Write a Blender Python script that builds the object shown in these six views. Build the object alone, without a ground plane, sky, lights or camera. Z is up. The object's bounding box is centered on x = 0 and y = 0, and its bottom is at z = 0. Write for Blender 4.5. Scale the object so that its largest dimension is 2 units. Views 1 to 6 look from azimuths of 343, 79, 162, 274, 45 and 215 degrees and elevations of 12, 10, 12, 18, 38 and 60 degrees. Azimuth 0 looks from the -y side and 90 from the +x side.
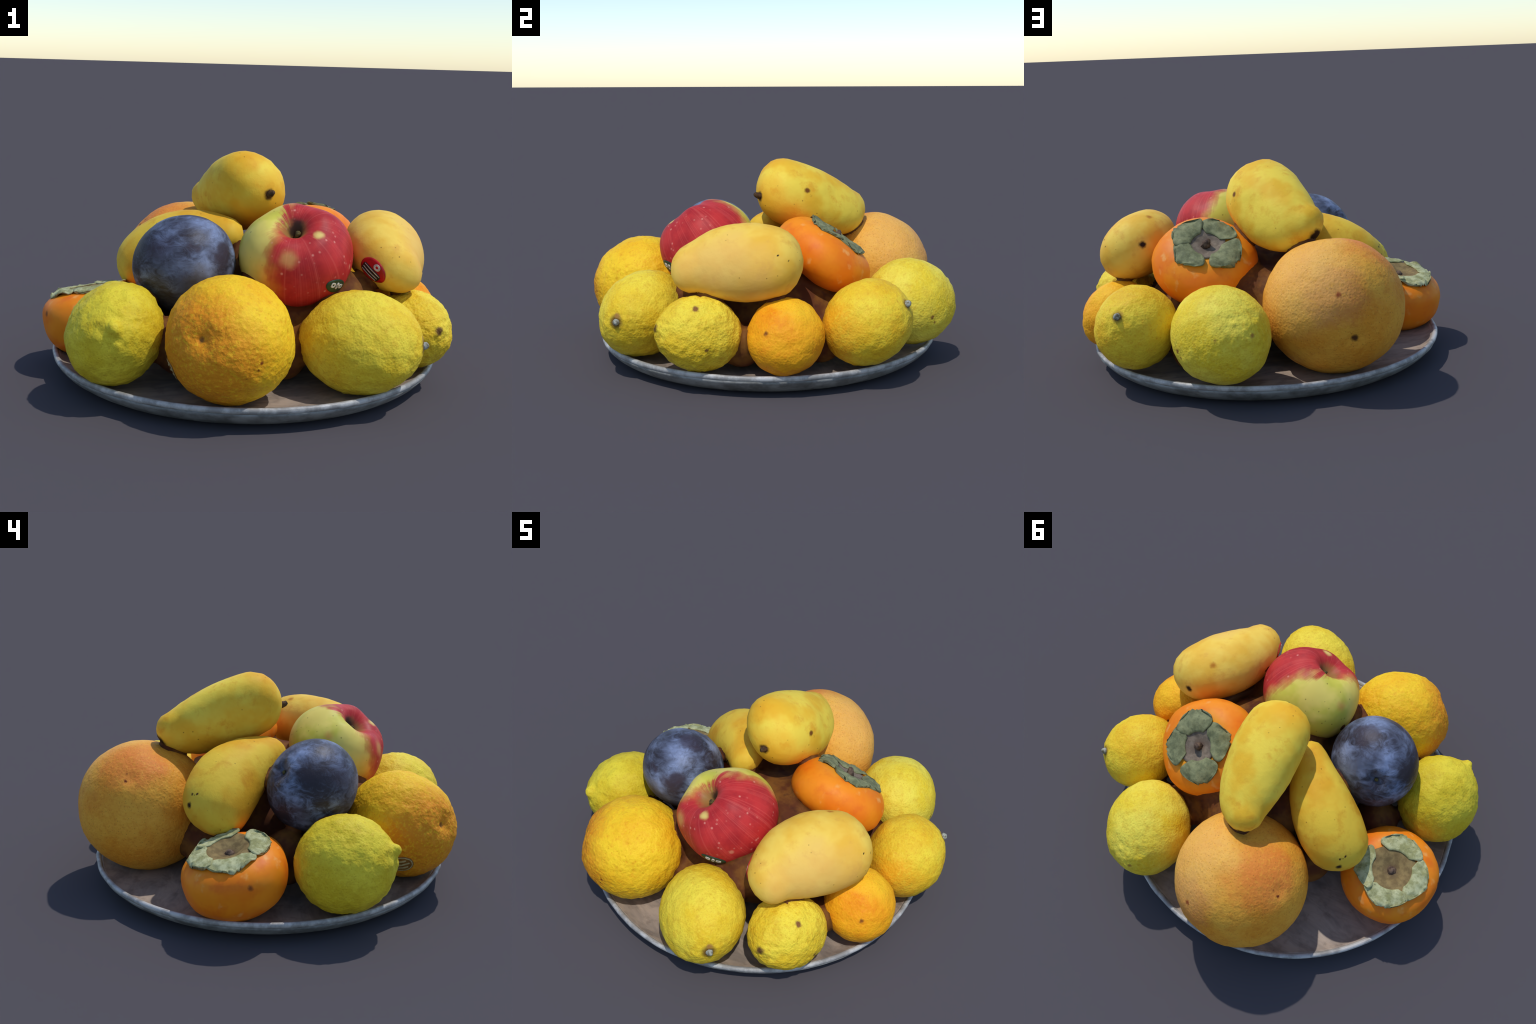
"""A shallow enamel plate heaped with fruit: lemons, an orange, a mandarin, a
grapefruit, mangoes, persimmons, an apple and a plum.  Every fruit is a
star-shaped solid r(direction) around its own centre; its parts are children."""
import math
import random
import numpy as np

try:
    import bpy, bmesh
except ImportError:          # the shape rules below can be used without Blender
    bpy = None

V = lambda *a: np.array(a, float)


def unit(v):
    v = np.asarray(v, float)
    return v / np.linalg.norm(v, axis=-1, keepdims=True)


def smooth(a, b, x):
    t = np.clip((x - a) / (b - a), 0, 1)
    return t * t * (3 - 2 * t)


# ------------------------------------------------------------------ noise
def _hash(ix, iy, iz, seed):
    h = (ix * 374761393 + iy * 668265263 + iz * 2147483647 + seed * 974634777) & 0xFFFFFFFF
    h = ((h ^ (h >> 13)) * 1274126177) & 0xFFFFFFFF
    h = ((h ^ (h >> 16)) * 2246822519) & 0xFFFFFFFF
    return ((h ^ (h >> 15)) & 0xFFFF) / 32767.5 - 1.0


def vnoise(p, seed=0):
    i = np.floor(p).astype(np.int64)
    f = p - i
    w = f * f * f * (f * (f * 6 - 15) + 10)
    out = 0
    for dx in (0, 1):
        for dy in (0, 1):
            for dz in (0, 1):
                k = (w[:, 0] if dx else 1 - w[:, 0]) * (w[:, 1] if dy else 1 - w[:, 1]) * (w[:, 2] if dz else 1 - w[:, 2])
                out = out + k * _hash(i[:, 0] + dx, i[:, 1] + dy, i[:, 2] + dz, seed)
    return out


def fbm(p, octaves=3, seed=0):
    out, a = 0, 1.0
    for o in range(octaves):
        out = out + a * vnoise(p * 2.03 ** o + 17.3 * o, seed + o)
        a *= 0.5
    return out / 1.75


# ------------------------------------------------------------------ shapes
class Shape:
    """centre, a radius rule r(u) and a list of relief rules added on top"""

    def __init__(self, centre, base):
        self.c, self.base, self.relief = np.asarray(centre, float), base, []

    def r(self, u, fine=True):
        r = self.base(u)
        for f in self.relief if fine else ():
            r = r + f(u, r)
        return r

    def points(self, u, fine=True):
        return u * self.r(u, fine)[:, None]

    def normal(self, u, e=0.02):
        """outward normal of the coarse surface in direction u"""
        u = unit(u)
        a = unit(np.cross(u, V(0.3, 0.5, 0.8)))
        b = np.cross(u, a)
        q = unit(np.stack([u + e * a, u - e * a, u + e * b, u - e * b]))
        p = self.points(q, False)
        n = unit(np.cross(p[0] - p[1], p[2] - p[3]))
        return n if n @ u > 0 else -n


def ellipsoid(radii, x, y, z):
    A = np.stack([unit(x), unit(y), unit(z)], 1)
    s = np.asarray(radii, float)
    return lambda u: 1 / np.linalg.norm((u @ A) / s, axis=1)


def swept(p0, p1, p2, radii, flat, f, n=48):
    """a bent, tapering body: balls strung along a curve, squeezed along `flat`"""
    t = np.linspace(0, 1, n)[:, None]
    p0, p1, p2 = map(np.array, (p0, p1, p2))
    s = (1 - t) ** 2 * p0 + 2 * t * (1 - t) * p1 + t ** 2 * p2
    t = t[:, 0]
    rr = (1 - t) ** 3 * radii[0] + 3 * t * (1 - t) ** 2 * radii[1] + 3 * t ** 2 * (1 - t) * radii[2] + t ** 3 * radii[3]
    a = unit(p2 - p0)
    nrm = unit(np.array(flat) - (np.array(flat) @ a) * a)
    M = np.eye(3) + (1 / f - 1) * np.outer(nrm, nrm)
    c = s[n // 2]
    fat = s[int(n * 0.4)]
    S = (s - fat) @ M

    def base(u):
        d = u @ M
        L = np.linalg.norm(d, axis=1)
        d = d / L[:, None]
        b = d @ S.T
        q = rr ** 2 - (S ** 2).sum(1) + b ** 2
        hit = np.where(q > 0, b + np.sqrt(np.maximum(q, 0)), 0)
        return hit.max(1) / L
    return fat, base


def bump(d, height, width, power=2.0):
    d = unit(d)
    return lambda u, r: height * np.exp(-(np.arccos(np.clip(u @ d, -1, 1)) / width) ** power)


def lumps(amp, size, seed, octaves=3, where=None):
    def f(u, r):
        k = amp * fbm(u * r[:, None] / size + seed * 3.1, octaves, seed)
        return k if where is None else k * where(u)
    f.grain = True
    return f


def near(d, lo, hi):
    d = unit(d)
    return lambda u: smooth(math.cos(lo), math.cos(hi), u @ d)


def persimmon_base(axis, radius, top, bottom, square, turn):
    """flattened, softly four-lobed body; the flat top carries the calyx"""
    z = unit(axis)
    x = unit(np.cross(z, V(0.2, 1, 0.1)))
    y = np.cross(z, x)

    def base(u):
        h = u @ z
        w = np.sqrt(np.maximum(1 - h * h, 1e-12))
        phi = np.arctan2(u @ y, u @ x)
        R = radius * (1 + square * np.cos(4 * (phi - turn)) * w ** 4)
        H = np.where(h > 0, top, bottom)
        p = np.where(h > 0, 2.6, 2.3)
        return ((w / R) ** p + (np.abs(h) / H) ** p) ** (-1 / p)
    return base


S = {}

# --- citrus on the plate rim (centre, radii, axes measured from the pictures)
S['orange'] = Shape((-0.268, -0.704, 0.35), ellipsoid((.278, .284, .264), (-.72, .39, .58), (-.65, -.68, -.35), (.26, -.62, .74)))
S['lemon_a'] = Shape((-0.715, -0.406, 0.317), ellipsoid((.211, .234, .242), (.84, .04, -.55), (.5, .35, .79), (.23, -.93, .27)))
S['lemon_b'] = Shape((0.322, -0.733, 0.311), ellipsoid((.211, .232, .272), (.49, .64, -.6), (.33, .5, .8), (.81, -.59, .03)))
S['lemon_c'] = Shape((0.691, -0.495, 0.286), ellipsoid((.187, .212, .177), (.61, -.17, -.77), (.13, .98, -.12), (.78, -.03, .62)))
S['mandarin'] = Shape((0.819, -0.092, 0.283), ellipsoid((.165, .197, .19), (-.67, .26, -.7), (-.61, .34, .71), (.42, .9, -.07)))
S['lemon_d'] = Shape((0.778, 0.335, 0.32), ellipsoid((.232, .203, .21), (-.09, .89, .44), (-.86, .15, -.49), (-.5, -.43, .75)))
S['lemon_e'] = Shape((0.435, 0.682, 0.332), ellipsoid((.257, .233, .221), (.45, -.86, .23), (.54, .05, -.84), (.72, .5, .49)))
S['grapefruit'] = Shape((-0.161, 0.636, 0.395), ellipsoid((.347, .354, .339), (.67, .29, .69), (-.55, .82, .19), (-.5, -.5, .7)))
# --- the second layer
S['plum'] = Shape((-0.373, -0.248, 0.589), ellipsoid((.243, .218, .229), (.76, -.44, .48), (0, .73, .68), (-.65, -.51, .56)))
APPLE_AXIS = unit(V(-.25, -.53, .80))
S['apple'] = Shape((0.132, -0.371, 0.63), ellipsoid((.262, .24, .268), (.22, -.96, -.19), (-.22, -.23, .95), (-.95, -.17, -.27)))
PERS_A_AXIS, PERS_B_AXIS = unit(V(.07, .57, .82)), unit(V(-.12, .20, .968))
S['persimmon_a'] = Shape((0.377, 0.199, 0.569), persimmon_base(PERS_A_AXIS, .27, .170, .13, .022, 0))
S['persimmon_b'] = Shape((-0.742, 0.113, 0.275), persimmon_base(PERS_B_AXIS, .257, .136, .205, .015, .97))
S['mango_a'] = Shape(*swept((.037, .073, .899), (-.009, .442, .745), (-.073, .487, .78), (.155, .187, .104, .09), (-.68, .03, .73), 1.253))
S['mango_b'] = Shape(*swept((.695, -.132, .626), (.543, -.403, .616), (.578, -.508, .588), (.155, .208, .116, .107), (-.76, .17, .62), 1.232))
S['mango_c'] = Shape(*swept((-.466, .228, .511), (-.286, .163, .658), (-.104, -.026, .676), (.147, .177, .122, .078), (.32, .81, .49), 1.192))

# --- poles: the end of the fruit that shows a nipple or a stem (direction from centre)
POLE = {
    'lemon_a': unit(V(-.038, -.248, .098)), 'lemon_b': unit(V(.229, -.156, .017)), 'lemon_c': unit(V(.025, -.22, .05)),
    'lemon_d': unit(V(.116, .167, .113)), 'lemon_e': unit(V(-.086, .262, .075)), 'orange': unit(V(-.171, -.183, .062)),
    'mandarin': unit(V(.9, -.1, -.05)), 'grapefruit': V(.08, .97, -.22), 'plum': unit(V(-.1, .155, .105)),
}

# ------------------------------------------------------------------ relief
R = lambda name, *f: S[name].relief.extend(f)
P = POLE
R('lemon_a', bump(P['lemon_a'], .010, .34), bump(P['lemon_a'], .026, .12, 3), lumps(.008, .06, 1), lumps(.0045, .022, 2, 2))
R('lemon_b', bump(P['lemon_b'], .006, .3), bump(-P['lemon_b'], .02, .25), lumps(.006, .07, 3), lumps(.0036, .02, 4, 2))
R('lemon_c', bump(P['lemon_c'], .014, .3), lumps(.007, .075, 5), lumps(.006, .022, 6, 2))
R('lemon_d', bump(P['lemon_d'], .006, .3), bump(-P['lemon_d'], .02, .25), lumps(.006, .08, 7), lumps(.003, .022, 8, 2))
R('lemon_e', bump(P['lemon_e'], .018, .28), lumps(.006, .08, 9), lumps(.0025, .02, 10, 2), lumps(.008, .035, 11, 2, near(P['lemon_e'], .75, .25)))
R('orange', bump(P['orange'], -.022, .22), bump(P['orange'], -.008, .07), lumps(.007, .09, 14), lumps(.0045, .024, 15, 2))
R('mandarin', bump((.2, -.85, .45), -.014, .5), lumps(.005, .07, 16), lumps(.003, .025, 17, 2), bump(P['mandarin'], -.006, .2))
R('grapefruit', bump((-.05, -.42, .91), -.028, .38), bump(P['grapefruit'], -.012, .14), bump((-.74, .06, .67), -.01, .09), lumps(.006, .14, 18), lumps(.002, .025, 19, 2))
R('plum', lumps(.003, .1, 20), lumps(.009, .04, 21, 2, near(P['plum'], .75, .2)), bump(P['plum'], -.034, .26))


def apple_relief(u, r):
    h = u @ APPLE_AXIS
    th = np.arccos(np.clip(h, -1, 1))
    x = unit(np.cross(APPLE_AXIS, V(1, 0, 0)))
    phi = np.arctan2(u @ np.cross(APPLE_AXIS, x), u @ x)
    lobes = .006 * np.cos(5 * phi + .6) * smooth(.2, .7, th) * smooth(2.2, 1.2, th)
    return -.15 * np.exp(-(th / .30) ** 2) + .003 * np.exp(-((th - .75) / .25) ** 2) - .005 * np.exp(-(np.arccos(np.clip(u[:, 2], -1, 1)) / .5) ** 2) - .010 * smooth(-.1, -.85, h) + lobes


R('apple', apple_relief, bump((-.05, -.85, .5), -.012, .3), lumps(.0035, .12, 22))
for nm, ax, dip in (('persimmon_a', PERS_A_AXIS, -.042), ('persimmon_b', PERS_B_AXIS, -.044)):
    R(nm, bump(ax, dip, .6, 4), lumps(.0045, .11, 23))
R('mango_a', bump((.62, -.44, .64), .018, .4), bump((-.45, -.53, .72), .012, .3), lumps(.005, .11, 24), lumps(.0015, .03, 25, 2))
R('mango_b', lumps(.005, .11, 26), lumps(.0015, .03, 27, 2))
R('mango_c', lumps(.004, .11, 28), lumps(.0015, .03, 29, 2))

# ==== BUILD ==================================================================
# ------------------------------------------------------------------ node helpers
def lin(r, g, b):
    f = lambda c: c / 12.92 if c <= .04045 else ((c + .055) / 1.055) ** 2.4
    return (f(r / 255), f(g / 255), f(b / 255), 1.0)


class Nodes:
    def __init__(self, name):
        self.m = bpy.data.materials.new(name)
        self.m.use_nodes = True
        self.t = self.m.node_tree
        self.bsdf = self.t.nodes['Principled BSDF']
        self.obj = self.new('ShaderNodeTexCoord').outputs['Object']

    def new(self, kind, **kw):
        n = self.t.nodes.new(kind)
        for k, v in kw.items():
            setattr(n, k, v)
        return n

    def put(self, sock, val):
        if isinstance(val, bpy.types.NodeSocket):
            self.t.links.new(val, sock)
        elif val is not None:
            sock.default_value = val

    def scaled(self, vec, s, off=(0, 0, 0)):
        n = self.new('ShaderNodeMapping')
        self.put(n.inputs['Vector'], vec)
        n.inputs['Scale'].default_value = s if isinstance(s, tuple) else (s, s, s)
        n.inputs['Location'].default_value = off
        return n.outputs[0]

    def noise(self, scale, detail=3, rough=.55, off=0.0, distort=0, vec=None):
        n = self.new('ShaderNodeTexNoise')
        self.put(n.inputs['Vector'], self.scaled(vec or self.obj, 1.0, (off, off * .7, -off)))
        n.inputs['Scale'].default_value = scale
        n.inputs['Detail'].default_value = detail
        n.inputs['Roughness'].default_value = rough
        n.inputs['Distortion'].default_value = distort
        return n.outputs['Fac']

    def voronoi(self, scale, feature='F1', off=0.0, out='Distance'):
        n = self.new('ShaderNodeTexVoronoi', feature=feature)
        self.put(n.inputs['Vector'], self.scaled(self.obj, 1.0, (off, off, off)))
        n.inputs['Scale'].default_value = scale
        return n.outputs[out]

    def step(self, x, a, b):
        n = self.new('ShaderNodeMapRange', interpolation_type='SMOOTHSTEP')
        self.put(n.inputs['Value'], x)
        n.inputs['From Min'].default_value, n.inputs['From Max'].default_value = (a, b) if a < b else (b, a)
        n.inputs['To Min'].default_value, n.inputs['To Max'].default_value = (0, 1) if a < b else (1, 0)
        return n.outputs['Result']

    def math(self, op, a, b=None, c=None):
        n = self.new('ShaderNodeMath', operation=op)
        for i, v in enumerate((a, b, c)):
            if v is not None:
                self.put(n.inputs[i], v)
        return n.outputs[0]

    def mul(self, *v):
        o = v[0]
        for x in v[1:]:
            o = self.math('MULTIPLY', o, x)
        return o

    def mix(self, fac, a, b, mode='MIX'):
        n = self.new('ShaderNodeMix', data_type='RGBA', blend_type=mode)
        self.put(n.inputs['Factor'], fac)
        self.put(n.inputs['A'] if False else n.inputs[6], a)
        self.put(n.inputs[7], b)
        return n.outputs[2]

    def warp(self, amount, scale=20, off=3.0):
        """object position pushed about by noise, for ragged mask edges"""
        n = self.new('ShaderNodeTexNoise')
        self.put(n.inputs['Vector'], self.scaled(self.obj, 1.0, (off, off, off)))
        n.inputs['Scale'].default_value = scale
        n.inputs['Detail'].default_value = 3
        sub = self.new('ShaderNodeVectorMath', operation='SUBTRACT')
        self.put(sub.inputs[0], n.outputs['Color'])
        sub.inputs[1].default_value = (.5, .5, .5)
        mad = self.new('ShaderNodeVectorMath', operation='MULTIPLY_ADD')
        self.put(mad.inputs[0], sub.outputs[0])
        mad.inputs[1].default_value = (amount,) * 3
        self.put(mad.inputs[2], self.obj)
        return mad.outputs[0]

    def spot(self, point, inner, outer, vec=None):
        n = self.new('ShaderNodeVectorMath', operation='DISTANCE')
        self.put(n.inputs[0], vec or self.obj)
        n.inputs[1].default_value = tuple(float(x) for x in point)
        return self.step(n.outputs['Value'], outer, inner)

    def cap(self, d, lo, hi, vec=None):
        """mask that rises where the direction from the centre nears d"""
        nz = self.new('ShaderNodeVectorMath', operation='NORMALIZE')
        self.put(nz.inputs[0], vec or self.obj)
        n = self.new('ShaderNodeVectorMath', operation='DOT_PRODUCT')
        self.put(n.inputs[0], nz.outputs[0])
        n.inputs[1].default_value = tuple(float(x) for x in unit(d))
        return self.step(n.outputs['Value'], lo, hi)

    def finish(self, colour, rough=.5, spec=.35, bumps=(), coat=0):
        b = self.bsdf
        self.put(b.inputs['Base Color'], colour)
        self.put(b.inputs['Roughness'], rough)
        b.inputs['Specular IOR Level'].default_value = spec
        b.inputs['Coat Weight'].default_value = coat
        b.inputs['Coat Roughness'].default_value = .3
        last = None
        for h, strength, dist in bumps:
            n = self.new('ShaderNodeBump')
            n.inputs['Strength'].default_value = strength
            n.inputs['Distance'].default_value = dist
            self.put(n.inputs['Height'], h)
            if last:
                self.put(n.inputs['Normal'], last)
            last = n.outputs[0]
        if last:
            self.put(b.inputs['Normal'], last)
        return self.m


# ------------------------------------------------------------------ mesh helpers
def link(ob, parent=None):
    bpy.context.scene.collection.objects.link(ob)
    if parent is not None:
        ob.parent = parent
    return ob


def mesh_object(name, verts, faces, mat, parent=None, loc=(0, 0, 0), flat=False):
    me = bpy.data.meshes.new(name)
    me.from_pydata([tuple(map(float, v)) for v in verts], [], [tuple(map(int, f)) for f in faces])
    bm = bmesh.new()
    bm.from_mesh(me)
    bmesh.ops.recalc_face_normals(bm, faces=bm.faces)
    bm.to_mesh(me)
    bm.free()
    me.polygons.foreach_set('use_smooth', [not flat] * len(me.polygons))
    me.materials.append(mat)
    ob = bpy.data.objects.new(name, me)
    ob.location = loc
    return link(ob, parent)


def directions(n, seed, dense=()):
    """scattered, slightly irregular directions, closer together round details"""
    rng = np.random.default_rng(seed)
    i = np.arange(n) + .5
    z = 1 - 2 * i / n
    a = math.pi * (1 + 5 ** .5) * i
    u = np.stack([np.sqrt(1 - z * z) * np.cos(a), np.sqrt(1 - z * z) * np.sin(a), z], 1)
    u = unit(u + rng.normal(0, .28 * math.sqrt(4 / n), u.shape))
    for d, ang, m in dense:
        d = unit(d)
        u = u[(u @ d) < math.cos(ang)]
        x = unit(np.cross(d, V(.3, .5, .8)))
        y = np.cross(d, x)
        k = np.arange(m) + .5
        t, f = ang * np.sqrt(k / m), math.pi * (1 + 5 ** .5) * k
        q = np.cos(t)[:, None] * d + np.sin(t)[:, None] * (np.cos(f)[:, None] * x + np.sin(f)[:, None] * y)
        u = np.concatenate([u, unit(q + rng.normal(0, .12 * ang / math.sqrt(m), q.shape))])
    return u


def skin_mesh(name, shape, n, seed, mat, parent, loc, dense=()):
    u = directions(n, seed, dense)
    bm = bmesh.new()
    for q in u:
        bm.verts.new(q)
    bmesh.ops.convex_hull(bm, input=bm.verts[:])
    for v in [v for v in bm.verts if not v.link_faces]:
        bm.verts.remove(v)
    d = unit(np.array([v.co[:] for v in bm.verts]))
    pts = shape.points(d)
    for v, p in zip(bm.verts, pts):
        v.co = p
    bmesh.ops.recalc_face_normals(bm, faces=bm.faces)
    me = bpy.data.meshes.new(name)
    bm.to_mesh(me)
    bm.free()
    me.polygons.foreach_set('use_smooth', [True] * len(me.polygons))
    me.materials.append(mat)
    ob = bpy.data.objects.new(name, me)
    ob.location = loc
    return link(ob, parent)


def surface_net(val, grid):
    """quads around the zero level of a field given on a regular grid"""
    inside = val < 0
    nx, ny, nz = (n - 1 for n in val.shape)
    corner = [(i, j, k) for i in (0, 1) for j in (0, 1) for k in (0, 1)]
    cut = lambda a, o: a[o[0]:o[0] + nx, o[1]:o[1] + ny, o[2]:o[2] + nz]
    total, count = np.zeros((nx, ny, nz, 3)), np.zeros((nx, ny, nz))
    for a in corner:
        for b in corner:
            if sum(abs(p - q) for p, q in zip(a, b)) != 1 or a > b:
                continue
            va, vb = cut(val, a), cut(val, b)
            m = (va < 0) != (vb < 0)
            t = np.where(m, va / np.where(m, va - vb, 1), 0)[..., None]
            total += m[..., None] * ((1 - t) * cut(grid, a) + t * cut(grid, b))
            count += m
    has = count > 0
    index = np.full(has.shape, -1)
    index[has] = np.arange(has.sum())
    verts = total[has] / count[has][:, None]
    faces = []
    for a in range(3):
        b, c = (a + 1) % 3, (a + 2) % 3
        lo = [slice(1, n) for n in (nx, ny, nz)]
        hi = list(lo)
        lo[a], hi[a] = slice(0, (nx, ny, nz)[a]), slice(1, (nx, ny, nz)[a] + 1)
        p = np.argwhere(inside[tuple(lo)] != inside[tuple(hi)])
        p = p + [0 if q == a else 1 for q in range(3)]
        eb, ec = np.eye(3, dtype=int)[b], np.eye(3, dtype=int)[c]
        ring = [index[tuple((p - o).T)] for o in (0 * eb, eb, eb + ec, ec)]
        faces += list(zip(*ring))
    return verts, faces


def frame(d):
    d = unit(d)
    x = unit(np.cross(V(0, 0, 1) if abs(d[2]) < .9 else V(0, 1, 0), d))
    return x, np.cross(d, x), d


def tube(path, radii, sides=12, wob=0.0, seed=0):
    """a capped tube along a path"""
    rng = np.random.default_rng(seed)
    path = np.array(path, float)
    verts, faces = [], []
    for i, (p, r) in enumerate(zip(path, radii)):
        t = path[min(i + 1, len(path) - 1)] - path[max(i - 1, 0)]
        x, y, _ = frame(t)
        for k in range(sides):
            a = 2 * math.pi * k / sides
            verts.append(p + r * (1 + wob * rng.normal()) * (math.cos(a) * x + math.sin(a) * y))
    for i in range(len(path) - 1):
        for k in range(sides):
            a, b = i * sides + k, i * sides + (k + 1) % sides
            faces.append((a, b, b + sides, a + sides))
    n = len(path) * sides
    verts += [path[0], path[-1]]
    for k in range(sides):
        faces.append((n, (k + 1) % sides, k))
        faces.append((n + 1, n - sides + k, n - sides + (k + 1) % sides))
    return verts, faces


def sheet(grid_top, grid_bottom, closed=False):
    """a thin solid between two vertex grids (rows x columns)"""
    a, b = np.array(grid_top), np.array(grid_bottom)
    R_, C_ = a.shape[:2]
    verts = np.concatenate([a.reshape(-1, 3), b.reshape(-1, 3)])
    off = R_ * C_
    faces = []
    cc = C_ if closed else C_ - 1
    for i in range(R_ - 1):
        for j in range(cc):
            k = (j + 1) % C_
            q = (i * C_ + j, i * C_ + k, (i + 1) * C_ + k, (i + 1) * C_ + j)
            faces.append(q)
            faces.append(tuple(x + off for x in q[::-1]))
    edge = [[(0, j) for j in range(C_)], [(R_ - 1, j) for j in range(C_)]]
    if closed:
        edge = [[(R_ - 1, j % C_) for j in range(C_ + 1)], [(0, j % C_) for j in range(C_ + 1)]]
    else:
        edge += [[(i, 0) for i in range(R_)], [(i, C_ - 1) for i in range(R_)]]
    for e in edge:
        for (i, j), (k, l) in zip(e, e[1:]):
            p, q = i * C_ + j, k * C_ + l
            faces.append((p, q, q + off, p + off))
    return verts, faces


def decal(shape, d, w, h, turn, lift, thick=.004, power=2.0, inset=0.0, shift=(0, 0)):
    """a thin sticker that hugs a fruit: superellipse outline w x h around direction d"""
    x, y, z = frame(d)
    x, y = math.cos(turn) * x + math.sin(turn) * y, math.cos(turn) * y - math.sin(turn) * x
    r0 = shape.r(unit(d)[None], False)[0]
    top, bot = [], []
    for f in np.linspace(inset or .02, 1, 7):
        a = np.linspace(0, 2 * math.pi, 36, endpoint=False)
        c, s = np.cos(a), np.sin(a)
        k = (np.abs(c) ** power + np.abs(s) ** power) ** (-1 / power)
        q = z * r0 + (shift[0] + w * f * k * c)[:, None] * x + (shift[1] + h * f * k * s)[:, None] * y
        u = unit(q)
        r = shape.r(u, True)
        top.append(u * (r + lift)[:, None])
        bot.append(u * (r + lift - thick)[:, None])
    return sheet(top, bot, closed=True)


def thing(name, shape, label, category):
    """the Empty at the foot of one fruit"""
    ob = bpy.data.objects.new(name, None)
    foot = shape.c.copy()
    u = directions(600, 1)
    foot[2] += shape.points(u)[:, 2].min()
    ob.location = foot
    ob.empty_display_size = .05
    ob['label'], ob['category'] = label, category
    link(ob)
    return ob, tuple(shape.c - foot)


# ------------------------------------------------------------------ skins
def citrus(name, pale, mid, deep, off, pore=85, spots=(), marks=(), bump_mm=1.6, dots=0.0, blush=None):
    n = Nodes(name)
    big, med = n.noise(4.5, 2, .5, off), n.noise(16, 4, .6, off + 2)
    col = n.mix(n.step(big, .36, .66), pale, mid)
    col = n.mix(n.mul(n.step(med, .45, .8), .32), col, deep)
    col = n.mix(n.mul(n.step(n.noise(38, 4, .65, off + 13), .48, .72), .4), col, deep)
    if blush:
        for d, lo, hi, c, k in blush:
            col = n.mix(n.mul(n.cap(d, lo, hi, n.warp(.16, 9, off)), k), col, c)
    cells = n.voronoi(pore, off=off)
    col = n.mix(n.mul(n.step(cells, .34, .04), .5), col, deep)
    col = n.mix(n.mul(n.step(n.noise(64, 3, .65, off + 11), .48, .7), .5), col, pale)
    if dots:
        col = n.mix(n.mul(n.step(n.voronoi(62, off=off + 5), .2, .08), dots), col, lin(120, 78, 30))
    for p, a, b, c in spots:
        col = n.mix(n.spot(p, a, b, n.warp(.02, 45, off)), col, c)
    grain = n.noise(55, 4, .65, off + 7)
    return n.finish(col, .58, .18, [(n.noise(26, 3, .6, off + 4), .6, bump_mm * .0035), (cells, .7, bump_mm * .0013), (grain, .7, bump_mm * .0024)])


YELLOW = (lin(242, 216, 66), lin(234, 194, 42), lin(204, 146, 28))


def lemon_skin(off, tone=YELLOW, **kw):
    return citrus('lemon_peel', *tone, off, **kw)


def mango_skin(off, spots, pale=lin(244, 212, 76), mid=lin(236, 184, 50), deep=lin(222, 152, 38), blush=()):
    n = Nodes('mango_skin')
    col = n.mix(n.step(n.noise(5, 3, .55, off), .38, .64), pale, mid)
    col = n.mix(n.mul(n.step(n.noise(11, 5, .65, off + 3), .52, .72), .6), col, deep)
    for d, lo, hi, c, k in blush:
        col = n.mix(n.mul(n.cap(d, lo, hi, n.warp(.2, 7, off)), k), col, c)
    freckle = n.mul(n.step(n.voronoi(24, off=off), .12, .04), n.step(n.noise(7, 1, .5, off + 8), .5, .6))
    col = n.mix(n.mul(freckle, .7), col, lin(128, 82, 24))
    for p, a, b, c in spots:
        col = n.mix(n.spot(p, a, b, n.warp(.022, 40, off)), col, c)
    return n.finish(col, .6, .16, [(n.noise(30, 4, .6, off), .4, .005), (n.noise(110, 2, .5, off), .2, .0012)])


BROWN, DARK = lin(122, 74, 26), lin(44, 28, 20)


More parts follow.
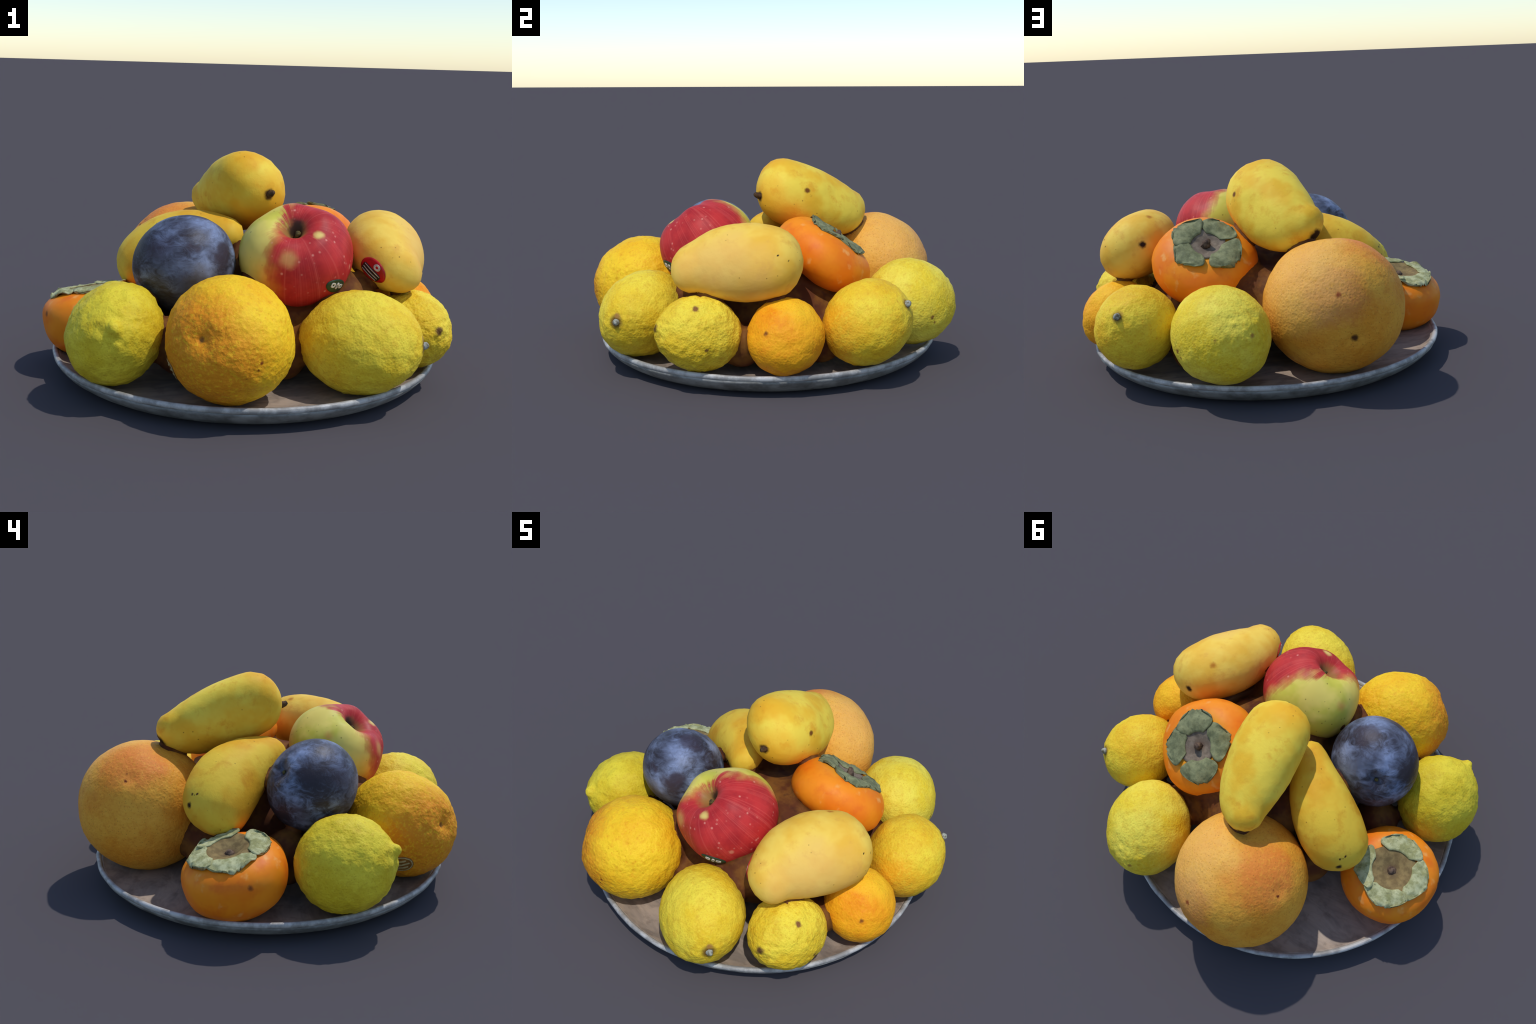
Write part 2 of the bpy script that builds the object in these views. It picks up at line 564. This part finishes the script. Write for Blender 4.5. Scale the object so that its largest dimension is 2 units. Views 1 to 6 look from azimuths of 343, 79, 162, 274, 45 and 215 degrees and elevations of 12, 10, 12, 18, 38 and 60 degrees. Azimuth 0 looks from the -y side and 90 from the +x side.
def apple_skin():
    n = Nodes('apple_skin')
    w = n.warp(.10, 14)
    # meridian streaks: noise on the direction round the core axis only
    ax = tuple(APPLE_AXIS)
    dotn = n.new('ShaderNodeVectorMath', operation='DOT_PRODUCT')
    n.put(dotn.inputs[0], n.obj)
    dotn.inputs[1].default_value = ax
    sc = n.new('ShaderNodeVectorMath', operation='SCALE')
    sc.inputs[0].default_value = ax
    n.put(sc.inputs['Scale'], dotn.outputs['Value'])
    rej = n.new('ShaderNodeVectorMath', operation='SUBTRACT')
    n.put(rej.inputs[0], n.obj)
    n.put(rej.inputs[1], sc.outputs[0])
    nrm = n.new('ShaderNodeVectorMath', operation='NORMALIZE')
    n.put(nrm.inputs[0], rej.outputs[0])
    streak = n.noise(9, 4, .65, 1.0, vec=nrm.outputs[0])
    fine = n.noise(26, 3, .6, 2.0, vec=nrm.outputs[0])
    yellow = n.mix(n.step(n.noise(6, 3, .5, 2), .4, .65), lin(236, 214, 108), lin(206, 196, 74))
    red = n.mix(n.step(n.noise(9, 4, .6, 5), .35, .7), lin(198, 52, 50), lin(168, 36, 40))
    red = n.mix(n.mul(n.step(fine, .5, .72), .35), red, lin(232, 112, 100))
    side = n.cap((.70, -.62, .10), -.34, .16, w)
    ring = n.mul(n.cap(APPLE_AXIS + V(.25, .12, .1), .72, .9, w), n.step(streak, .35, .5))
    fac = n.math('MAXIMUM', side, ring)
    fac = n.mul(fac, n.step(n.math('ADD', n.mul(streak, .6), n.mul(side, .6)), .38, .62))
    col = n.mix(n.mul(n.cap((.5, -.75, -.35), -.35, .4, w), .75), yellow, lin(220, 128, 40))
    col = n.mix(fac, col, red)
    for p, a, b, k in (((.03, -.21, .158), .022, .045, .85), ((-.115, -.229, .038), .012, .06, .35), ((-.225, .041, .132), .0, .045, -.5)):
        m = n.spot(p, a, b, n.warp(.03, 22, 9))
        col = n.mix(n.mul(m, abs(k)), col, lin(236, 214, 118) if k > 0 else lin(206, 92, 60))
    pale_dots = n.mul(n.step(n.voronoi(30), .26, .06), n.step(n.noise(18, 2, .5, 12), .42, .6), .6)
    col = n.mix(n.mul(pale_dots, fac), col, lin(238, 160, 140))
    brown_dots = n.mul(n.step(n.voronoi(24, off=4), .14, .06), .6)
    col = n.mix(n.mul(brown_dots, n.math('SUBTRACT', 1.0, fac)), col, lin(128, 108, 36))
    russet = n.cap(APPLE_AXIS, .93, .985, n.warp(.03, 30))
    col = n.mix(n.mul(russet, .75), col, lin(150, 132, 66))
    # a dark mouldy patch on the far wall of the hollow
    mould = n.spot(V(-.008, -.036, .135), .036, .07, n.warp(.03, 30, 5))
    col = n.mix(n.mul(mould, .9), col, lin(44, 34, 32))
    scar = n.spot((.2, -.165, -.02), .006, .018, n.scaled(n.obj, 1.0))
    col = n.mix(n.mul(scar, .6), col, lin(230, 150, 120))
    return n.finish(col, .5, .22, [(n.noise(20, 3, .5), .25, .003), (n.noise(90, 2, .5), .12, .001)])


def plum_skin():
    n = Nodes('plum_skin')
    w = n.warp(.14, 11)
    dark = n.mix(n.noise(8, 3, .6), lin(52, 44, 52), lin(38, 38, 48))
    bloom = n.mix(n.step(n.noise(7, 3, .6, 4), .35, .68), lin(88, 94, 114), lin(134, 148, 180))
    smear = n.noise(13, 6, .72, 2, 1.2, vec=n.scaled(n.obj, (1, 1, 1.7)))
    cover = n.step(n.math('ADD', n.mul(n.noise(4.2, 2, .5, 6), .7), n.mul(smear, .5))  , .49, .74)
    col = n.mix(cover, dark, bloom)
    for p, a, b, k in (((.131, -.185, .074), .03, .085, .9), ((-.007, -.208, .104), .012, .045, .9), ((.07, .01, .217), .04, .085, .75), ((-.15, -.143, .09), .02, .09, .6), ((-.06, .17, .0), .03, .1, .5)):
        col = n.mix(n.mul(n.spot(p, a, b, w), k), col, n.mix(n.noise(24, 4, .6, 8), lin(66, 54, 66), lin(50, 44, 54)))
    col = n.mix(n.mul(n.spot((-.0, -.225, -.03), .02, .08, w), .5), col, lin(92, 82, 66))
    col = n.mix(n.mul(n.step(n.voronoi(40, off=2), .12, .04), .5), col, lin(46, 42, 54))
    stem_end = n.spot(tuple(unit(POLE['plum']) * .2), .012, .05, w)
    col = n.mix(n.mul(stem_end, .8), col, lin(50, 46, 44))
    return n.finish(col, .5, .3, [(n.noise(34, 5, .65), .5, .004), (n.noise(12, 3, .6), .3, .006)])


def persimmon_skin(axis, off, spots=()):
    n = Nodes('persimmon_skin')
    w = n.warp(.12, 10, off)
    col = n.mix(n.step(n.noise(6, 3, .55, off), .35, .65), lin(248, 144, 26), lin(242, 126, 20))
    col = n.mix(n.mul(n.step(n.noise(12, 4, .6, off + 2), .5, .72), .5), col, lin(230, 104, 20))
    col = n.mix(n.mul(n.cap(axis, .42, .86, w), n.step(n.noise(7, 2, .5, off + 5), .3, .6), .75), col, lin(244, 178, 48))
    col = n.mix(n.mul(n.step(n.noise(15, 3, .5, off + 9), .6, .76), .5), col, lin(246, 190, 110))
    for p, a, b, c in spots:
        col = n.mix(n.spot(p, a, b, n.warp(.02, 45, off)), col, c)
    return n.finish(col, .5, .22, [(n.noise(24, 3, .55, off), .3, .004)])


def plain(name, c1, c2, scale, rough=.7, spec=.2, bump_d=.003, off=0.0, fine=60):
    n = Nodes(name)
    col = n.mix(n.step(n.noise(scale, 4, .6, off), .35, .65), c1, c2)
    return n.finish(col, rough, spec, [(n.noise(fine, 4, .6, off), .5, bump_d)])


def build():
    random.seed(4)
    for o in list(bpy.data.objects):
        bpy.data.objects.remove(o, do_unlink=True)

    # ---------------------------------------------------------------- plate
    plate = bpy.data.objects.new('plate', None)
    plate['label'], plate['category'] = 'shallow round grey enamel plate with a pale rim', 'plate'
    plate.location = (-.006, -.012, 0)
    link(plate)
    n = Nodes('plate_enamel')
    streak = n.noise(5, 4, .6, 1, .6, vec=n.scaled(n.obj, (1, 2.6, 1)))
    col = n.mix(n.step(streak, .35, .68), lin(176, 158, 142), lin(138, 126, 116))
    col = n.mix(n.mul(n.step(n.noise(14, 5, .65, 4), .5, .72), .5), col, lin(112, 98, 88))
    inside = n.finish(col, .5, .3, [(streak, .3, .01), (n.noise(40, 4), .3, .003)])
    n = Nodes('plate_rim_enamel')
    col = n.mix(n.step(n.noise(12, 5, .65), .38, .62), lin(190, 189, 187), lin(143, 141, 138))
    rim = n.finish(col, .42, .4, [(n.noise(30, 4), .5, .004)])
    n = Nodes('plate_underside_enamel')
    col = n.mix(n.step(n.noise(9, 5, .65), .35, .65), lin(146, 146, 143), lin(104, 103, 99))
    under = n.finish(col, .5, .35, [(n.noise(26, 4), .5, .005)])
    seg = 150

    def lathe(profile, mat, name, wob, seed, closed=True):
        verts, faces = [], []
        for i, (r, z) in enumerate(profile):
            a = np.linspace(0, 2 * math.pi, seg, endpoint=False)
            p = np.stack([r * np.cos(a), r * np.sin(a), np.full(seg, z)], 1)
            k = fbm(p / .09, 2, seed) * wob
            rr = r * (1 + .006 * np.cos(2 * a + .5)) + k
            verts += list(np.stack([rr * np.cos(a), rr * np.sin(a), z + k * .6], 1))
        m = len(profile)
        for i in range(m if closed else m - 1):
            for j in range(seg):
                q, s_ = (i + 1) % m, (j + 1) % seg
                faces.append((i * seg + j, i * seg + s_, q * seg + s_, q * seg + j))
        return mesh_object(name, verts, faces, mat, plate)

    lathe([(.002, .070), (.25, .071), (.5, .072), (.68, .073), (.8, .075), (.87, .084), (.905, .098), (.921, .108), (.921, .098), (.9, .086), (.86, .07), (.78, .058), (.5, .05), (.002, .05)], inside, 'dish', .004, 1)
    lathe([(.914, .104), (.924, .115), (.936, .116), (.943, .109), (.942, .097), (.934, .088), (.920, .086), (.913, .094)], rim, 'rim', .0045, 2)
    lathe([(.915, .092), (.937, .089), (.928, .073), (.906, .05), (.877, .029), (.846, .012), (.815, .004), (.788, .003), (.76, .007), (.74, .02), (.5, .024), (.002, .024), (.002, .04), (.5, .042), (.77, .052), (.85, .068)], under, 'underside', .006, 3)

    # ---------------------------------------------------------------- lemons
    stub = plain('stem_button_wood', lin(176, 178, 164), lin(104, 94, 74), 60, bump_d=.002)
    dark_stub = plain('stem_wood', lin(92, 66, 40), lin(54, 38, 26), 50, bump_d=.003)
    GREENISH = (lin(230, 208, 58), lin(218, 188, 38), lin(186, 146, 26))
    WARM = (lin(242, 212, 60), lin(236, 188, 38), lin(214, 144, 26))
    lemons = [
        ('lemon_a', 5200, GREENISH, None, [(P['lemon_a'] * .295, .004, .016, lin(150, 88, 40))], {}),
        ('lemon_b', 6000, YELLOW, 'stem', [(V(.226, -.157, .018), .016, .05, lin(112, 82, 34)), (V(.23, -.15, .05), .004, .02, lin(166, 120, 60))], {}),
        ('lemon_c', 6000, YELLOW, None, [(V(.026, -.216, .045), .01, .032, lin(104, 72, 36)), (V(.097, -.026, .147), .008, .024, lin(138, 92, 48)), (V(.179, .012, -.036), .004, .014, lin(120, 84, 30))], {'bump_mm': 2.4}),
        ('lemon_d', 4200, WARM, 'stem', [(V(.112, .163, .109), .014, .04, lin(120, 88, 36))], {'blush': [((.3, -.95, -.1), .55, .9, lin(238, 158, 28), .5)]}),
        ('lemon_e', 5200, (lin(242, 222, 82), lin(234, 202, 48), lin(206, 156, 32)), None, [(V(.221, .041, -.038), .004, .02, lin(148, 104, 44)), (V(.215, .06, -.07), .003, .014, lin(148, 104, 44)), (V(-.085, .245, .052), .004, .016, lin(176, 128, 50)), (V(.08, .21, .04), .003, .014, lin(176, 128, 50))], {}),
    ]
    for i, (key, cnt, tone, stem, spots, kw) in enumerate(lemons):
        sh = S[key]
        ob, off = thing('lemon', sh, 'ripe yellow lemon with a bumpy dimpled peel', 'lemon')
        dense = [(P[key], .42, 700)] if i < 5 else []
        skin_mesh('peel', sh, cnt, 10 + i, lemon_skin(1.7 * i, tone, spots=spots, **kw), ob, off, dense)
        if stem:
            d = P[key]
            x, y, _ = frame(d)
            r = sh.r(d[None])[0]
            path = [d * (r - .012), d * (r + .003), d * (r + .012) + .002 * x, d * (r + .019) + .003 * x, d * (r + .022) + .003 * x]
            v, f = tube(path, [.017, .018, .015, .010, .004], 10, .1, i)
            mesh_object('stem_button', v, f, stub, ob, off)

    # ---------------------------------------------------------------- orange, mandarin, grapefruit
    sh = S['orange']
    ob, off = thing('orange', sh, 'large orange with coarse pitted golden peel', 'orange')
    specks = [(V(.061, -.265, -.022), .003, .012, lin(140, 70, 20)), (V(.05, -.26, -.05), .003, .010, lin(140, 70, 20)), (V(.0, -.27, -.09), .002, .012, lin(140, 76, 24)), (unit(P['orange']) * .245, .004, .022, lin(150, 96, 40))]
    skin_mesh('peel', sh, 6500, 30, citrus('orange_peel', lin(250, 206, 42), lin(244, 184, 30), lin(228, 146, 24), 21, pore=60, spots=specks, bump_mm=2.2,
                                          blush=[((-.8, -.55, -.15), .1, .75, lin(226, 134, 28), .85)]), ob, off, [(P['orange'], .5, 900)])  # deeper orange painted on the side away from the sun, its shade hue
    label = plain('sticker_film', lin(150, 104, 40), lin(126, 84, 34), 30, .5, .3, .001)
    print_ = plain('sticker_print', lin(196, 178, 130), lin(170, 150, 104), 60, .5, .3, .001)
    d = unit(V(-.9, .06, -.43))
    v, f = decal(sh, d, .062, .052, .3, .003)
    st = mesh_object('sticker', v, f, label, ob, off)
    for k in range(3):
        v, f = decal(sh, d, .042 - .012 * abs(k - 1), .005, .3, .0045, .003, 4, shift=(0, .022 * (k - 1)))
        mesh_object('sticker_mark', v, f, print_, st)
    v, f = decal(sh, d, .058, .048, .3, .0045, .003, inset=.9)
    mesh_object('sticker_mark', v, f, print_, st)

    sh = S['mandarin']
    ob, off = thing('mandarin', sh, 'small round deep orange mandarin', 'mandarin')
    skin_mesh('peel', sh, 4200, 31, citrus('mandarin_peel', lin(250, 176, 30), lin(244, 152, 22), lin(232, 124, 18), 33, pore=80,
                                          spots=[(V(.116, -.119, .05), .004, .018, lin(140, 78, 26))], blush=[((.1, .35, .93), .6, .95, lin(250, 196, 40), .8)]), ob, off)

    sh = S['grapefruit']
    ob, off = thing('grapefruit', sh, 'very large round grapefruit with orange-yellow peel', 'grapefruit')
    g = P['grapefruit']
    spots = [(g * .34, .008, .026, lin(86, 52, 24)), (V(-.25, .01, .24), .004, .013, lin(120, 52, 22)), (V(-.262, .045, .218), .004, .012, lin(120, 52, 22)), (V(-.235, .04, .25), .003, .012, lin(140, 66, 30)), (V(.095, .306, .135), .004, .022, lin(150, 74, 36))]
    skin_mesh('peel', sh, 6500, 32, citrus('grapefruit_peel', lin(238, 172, 62), lin(229, 149, 43), lin(208, 120, 33), 40, pore=70, spots=spots, bump_mm=1.5, dots=.45,
                                          blush=[((-.5, .05, .85), .78, .99, lin(228, 120, 56), .65), ((.3, .87, .38), .86, .98, lin(206, 118, 56), .75), ((.6, .4, .6), .5, .95, lin(248, 196, 110), .5)]), ob, off, [(g, .25, 300)])

    # ---------------------------------------------------------------- mangoes
    A, B, C = S['mango_a'], S['mango_b'], S['mango_c']
    tips = {'mango_a': unit(V(.22, -.95, .18)), 'mango_b': unit(V(.17, .97, .155)), 'mango_c': unit(V(-.76, .62, -.23))}
    ob, off = thing('mango', A, 'plump yellow mango lying across the top', 'mango')
    ta = tips['mango_a'] * A.r(tips['mango_a'][None])[0]
    spots = [(ta, .018, .036, lin(96, 62, 28)), (V(.194, -.15, .109), .008, .022, BROWN), (V(.21, -.13, .085), .003, .012, BROWN), (V(-.098, .225, -.066), .026, .05, DARK), (ta + V(-.05, .02, .02), .005, .016, BROWN), (ta + V(.0, .02, .05), .004, .014, BROWN), (V(.02, -.22, .19), .002, .008, BROWN), (V(.05, -.18, .20), .002, .007, BROWN)]
    skin_mesh('skin', A, 1150, 41, mango_skin(50, spots, blush=[((.35, -.95, -.2), .75, .98, lin(240, 170, 40), .8), ((-.1, -.75, .65), .93, 1, lin(236, 168, 34), .5)]), ob, off, [(tips['mango_a'], .25, 160)])
    d = tips['mango_a']
    v, f = tube([ta - d * .015, ta + d * .006, ta + d * .02 + V(.002, 0, .004), ta + d * .032 + V(.005, 0, .008)], [.021, .019, .014, .009], 8, .12, 3)
    mesh_object('stem', v, f, dark_stub, ob, off)

    ob, off = thing('mango', B, 'plump pale yellow mango with dark freckles', 'mango')
    spots = [(V(.062, .345, .055), .008, .026, DARK), (V(.242, .192, .07), .003, .009, DARK), (V(.245, .244, .044), .003, .008, DARK), (V(-.005, .211, .178), .004, .026, lin(196, 128, 40))]
    skin_mesh('skin', B, 1150, 42, mango_skin(60, spots, lin(246, 206, 88), lin(238, 184, 64), lin(224, 162, 66), blush=[((.8, -.4, .1), .3, .95, lin(234, 182, 104), .55)]), ob, off)
    red_film = plain('sticker_film_red', lin(196, 26, 34), lin(160, 18, 28), 20, .45, .4, .001)
    white_ink = plain('sticker_print_white', lin(220, 214, 206), lin(180, 172, 166), 40, .5, .3, .001)
    dark_ink = plain('sticker_print_dark', lin(58, 52, 40), lin(40, 36, 30), 40, .5, .3, .001)
    d = unit(V(-.62, -.77, -.14))
    v, f = decal(B, d, .07, .06, -.6, .004)
    st = mesh_object('sticker', v, f, red_film, ob, off)
    v, f = decal(B, d, .052, .026, -.6, .0058, .003, 6, shift=(-.002, -.012))
    mesh_object('sticker_mark', v, f, dark_ink, st)
    for k in (-1, 0, 1):
        v, f = decal(B, d, .046, .0025, -.6, .0075, .003, 4, shift=(-.002, -.012 + .018 * k))
        mesh_object('sticker_mark', v, f, white_ink, st)
    v, f = decal(B, d, .016, .015, -.6, .006, .003, 2, shift=(.012, .034), inset=.4)
    mesh_object('sticker_mark', v, f, white_ink, st)

    ob, off = thing('mango', C, 'long golden yellow mango with a dark tip', 'mango')
    spots = [(V(-.236, .19, -.07), .007, .022, DARK), (V(-.226, .174, -.016), .003, .010, lin(70, 34, 20)), (V(-.24, .149, -.009), .003, .010, lin(70, 34, 20)), (V(.26, -.207, .035), .006, .022, lin(90, 46, 24))]
    skin_mesh('skin', C, 1400, 43, mango_skin(70, spots, lin(236, 196, 64), lin(228, 170, 44), lin(212, 144, 34)), ob, off)

    # ---------------------------------------------------------------- apple and plum
    sh = S['apple']
    ob, off = thing('apple', sh, 'red and yellow apple with a deep stem hollow', 'apple')
    skin_mesh('skin', sh, 2600, 51, apple_skin(), ob, off, [(APPLE_AXIS, .75, 1600)])
    r = sh.r(APPLE_AXIS[None])[0]
    x, y, z = frame(APPLE_AXIS)
    path = [z * (r - .01), z * (r + .02) + .002 * x, z * (r + .045) + .008 * x, z * (r + .068) + .016 * x]
    v, f = tube(path, [.011, .009, .009, .013], 8, .08, 5)
    mesh_object('stem', v, f, plain('apple_stem_wood', lin(104, 92, 48), lin(70, 58, 34), 60), ob, off)
    green_film = plain('sticker_film_green', lin(34, 70, 48), lin(24, 52, 38), 20, .45, .4, .001)
    d = unit(V(.45, -.82, -.36))
    v, f = decal(sh, d, .066, .034, -.25, .0035)
    st = mesh_object('sticker', v, f, green_film, ob, off)
    for sx, w, h in ((-.028, .013, .012), (.0, .008, .016), (.027, .014, .011)):
        v, f = decal(sh, d, w, h, -.25, .0055, .003, 3, shift=(sx, .003), inset=.4)
        mesh_object('sticker_mark', v, f, white_ink, st)

    sh = S['plum']
    ob, off = thing('plum', sh, 'dark blue plum with a pale waxy bloom', 'plum')
    skin_mesh('skin', sh, 3200, 52, plum_skin(), ob, off, [(P['plum'], .6, 900)])
    d = P['plum']
    r = sh.r(d[None])[0]
    v, f = tube([d * (r - .01), d * (r + .006), d * (r + .012)], [.012, .010, .006], 7, .15, 8)
    mesh_object('stem', v, f, plain('plum_stem_wood', lin(92, 84, 46), lin(60, 52, 34), 60), ob, off)

    # ---------------------------------------------------------------- brown webbing in the gaps
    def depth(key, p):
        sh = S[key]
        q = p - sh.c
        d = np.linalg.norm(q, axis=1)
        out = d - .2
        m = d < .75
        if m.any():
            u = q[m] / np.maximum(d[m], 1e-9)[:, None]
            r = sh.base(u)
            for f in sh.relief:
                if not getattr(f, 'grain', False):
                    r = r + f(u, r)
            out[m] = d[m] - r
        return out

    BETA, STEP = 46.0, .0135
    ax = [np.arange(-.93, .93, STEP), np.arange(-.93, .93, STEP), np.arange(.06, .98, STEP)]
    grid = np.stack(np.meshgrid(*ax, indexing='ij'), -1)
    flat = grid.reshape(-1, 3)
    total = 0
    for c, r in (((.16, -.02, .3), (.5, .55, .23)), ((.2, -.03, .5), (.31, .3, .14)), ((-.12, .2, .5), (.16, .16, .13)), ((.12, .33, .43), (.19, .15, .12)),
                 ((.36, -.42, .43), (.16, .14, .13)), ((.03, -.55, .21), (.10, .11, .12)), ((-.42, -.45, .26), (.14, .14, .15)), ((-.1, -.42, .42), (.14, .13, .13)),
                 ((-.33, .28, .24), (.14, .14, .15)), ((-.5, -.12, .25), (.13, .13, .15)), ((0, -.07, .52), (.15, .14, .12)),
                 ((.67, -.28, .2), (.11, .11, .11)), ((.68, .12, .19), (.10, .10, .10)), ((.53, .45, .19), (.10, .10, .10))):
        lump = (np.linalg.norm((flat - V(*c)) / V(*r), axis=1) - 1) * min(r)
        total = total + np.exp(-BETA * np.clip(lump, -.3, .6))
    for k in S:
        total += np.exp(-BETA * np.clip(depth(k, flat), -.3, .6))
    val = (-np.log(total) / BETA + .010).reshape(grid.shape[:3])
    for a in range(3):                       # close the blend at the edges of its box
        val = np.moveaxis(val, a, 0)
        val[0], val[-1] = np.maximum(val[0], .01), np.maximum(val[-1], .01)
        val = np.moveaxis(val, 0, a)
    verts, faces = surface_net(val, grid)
    film = mesh_object('gap_webbing', verts, faces, None)
    n = Nodes('webbing_brown')
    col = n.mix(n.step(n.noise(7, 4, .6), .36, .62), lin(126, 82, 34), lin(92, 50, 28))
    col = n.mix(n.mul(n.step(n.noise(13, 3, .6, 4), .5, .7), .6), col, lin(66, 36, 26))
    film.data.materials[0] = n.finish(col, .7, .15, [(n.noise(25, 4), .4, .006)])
    film['label'], film['category'] = 'mottled dark brown webbing filling gaps between the fruit', 'residue'

    # ---------------------------------------------------------------- persimmons
    def persimmon(key, axis, seed, turns, reach, cup, spots, sage, disc_cols, disc_r, hub):
        sh = S[key]
        ob, off = thing('persimmon', sh, 'glossy orange persimmon with a dry green calyx', 'persimmon')
        skin_mesh('skin', sh, 1150, 60 + seed, persimmon_skin(axis, 80 + 9 * seed, spots), ob, off, [(axis, .9, 500)])
        x, y, z = frame(axis)
        h = sh.r(z[None])[0]

        turns = [math.atan2(V(*w, 0) @ y, V(*w, 0) @ x) for w in ((math.cos(a) * V(-.82, -.57) + math.sin(a) * V(.57, -.82)) for a in map(math.radians, turns))]

        def on_top(rho, phi, lift):
            q = z * h + rho[..., None] * (np.cos(phi)[..., None] * x + np.sin(phi)[..., None] * y)
            u = unit(q).reshape(-1, 3)
            p = (u * sh.r(u)[:, None]).reshape(q.shape)
            return p + lift[..., None] * z
        # the woody middle disc
        rho = np.linspace(.004, disc_r, 9)[:, None] * np.ones((1, 40))
        phi = np.ones((9, 1)) * np.linspace(0, 2 * math.pi, 40, endpoint=False)[None]
        rho = rho * (1 + .10 * np.cos(4 * (phi - turns[0])))
        q = np.stack([rho * np.cos(phi), rho * np.sin(phi), 0 * rho + seed], -1).reshape(-1, 3)
        lift = .007 + .008 * np.exp(-(rho / .03) ** 2) + .004 * fbm(q / .03, 2, 70 + seed).reshape(rho.shape)
        v, f = sheet(on_top(rho, phi, lift), on_top(rho, phi, lift - .014), closed=True)
        n = Nodes('calyx_disc')
        col = n.mix(n.step(n.noise(26, 4, .6, seed), .35, .65), *disc_cols)
        col = n.mix(n.mul(n.spot(z * (h + .01), .012, .05, n.warp(.02, 40)), .6), col, lin(92, 70, 58))
        calyx = mesh_object('calyx', v, f, n.finish(col, .75, .15, [(n.noise(50, 4), .5, .004)]), ob, off)
        # dry stalk stub
        path = [z * (h + t) + s * x + s2 * y for t, s, s2 in hub[0]]
        v, f = tube(path, hub[1], 8, .12, seed)
        mesh_object('stem', v, f, plain('persimmon_stalk', lin(120, 98, 80), lin(72, 56, 48), 50), calyx)
        # four leathery sepals
        n = Nodes('sepal')
        col = n.mix(n.step(n.noise(22, 5, .65, seed), .35, .65), *sage)
        col = n.mix(n.mul(n.step(n.noise(60, 3, .6, seed + 3), .55, .75), .6), col, lin(92, 96, 70))
        leaf = n.finish(col, .7, .2, [(n.noise(45, 5, .65), .5, .004)])
        for k, turn in enumerate(turns):
            rng = np.random.default_rng(100 + 10 * seed + k)
            t = np.linspace(0, 1, 15)[:, None] * np.ones((1, 17))
            s = np.ones((15, 1)) * np.linspace(-1, 1, 17)[None]
            r0, r1 = disc_r * .72, reach[k]
            half = (.56 + .30 * np.sin(np.pi * np.clip(t * .95, 0, 1)) ** .8) * (1 - .55 * smooth(.72, 1.02, t))
            edge = 1 - .16 * np.abs(s) ** 3 + .06 * np.sin(5 * s + k * 2.1) + .04 * np.sin(13 * s + k)
            rho = r0 + (r1 - r0) * t * edge
            phi = turn + s * half * (1 - .12 * t) + .06 * rng.normal()
            q = np.stack([rho * np.cos(phi), rho * np.sin(phi), 0 * rho + 3 * seed], -1).reshape(-1, 3)
            ripple = fbm(q / .045, 3, 90 + seed * 5 + k).reshape(rho.shape)
            crease = np.sin((6 + 5 * seed) * s + 2 * k) * .6 + s * s * .9
            lift = .0125 - .003 * t + cup * (t ** 1.6) * (.6 + .5 * rng.random()) + (.022 * ripple + .011 * crease) * t - .006 * smooth(.8, 1, t)
            lift = np.maximum(lift, .006)
            v, f = sheet(on_top(rho, phi, lift), on_top(rho, phi, lift - .0055))
            mesh_object('sepal', v, f, leaf, calyx)

    persimmon('persimmon_a', PERS_A_AXIS, 1, (88, 178, 272, 8), (.185, .175, .19, .175), .0, [(V(.18, -.12, .0), .003, .012, lin(176, 80, 20))],
              (lin(142, 144, 104), lin(106, 110, 78)), (lin(142, 126, 108), lin(112, 98, 84)), .095,
              ([(.008, 0, 0), (.03, .0, 0), (.04, .006, .004), (.05, .012, .01)], [.026, .02, .016, .01]))
    persimmon('persimmon_b', PERS_B_AXIS, 2, (68, -25, -100, 178), (.18, .175, .175, .165), .009, [(V(-.245, -.094, .032), .006, .02, lin(150, 76, 24))],
              (lin(196, 196, 150), lin(148, 148, 98)), (lin(150, 128, 84), lin(120, 100, 66)), .105,
              ([(.008, 0, 0), (.02, 0, 0), (.032, .002, 0)], [.03, .02, .008]))


if bpy:
    build()
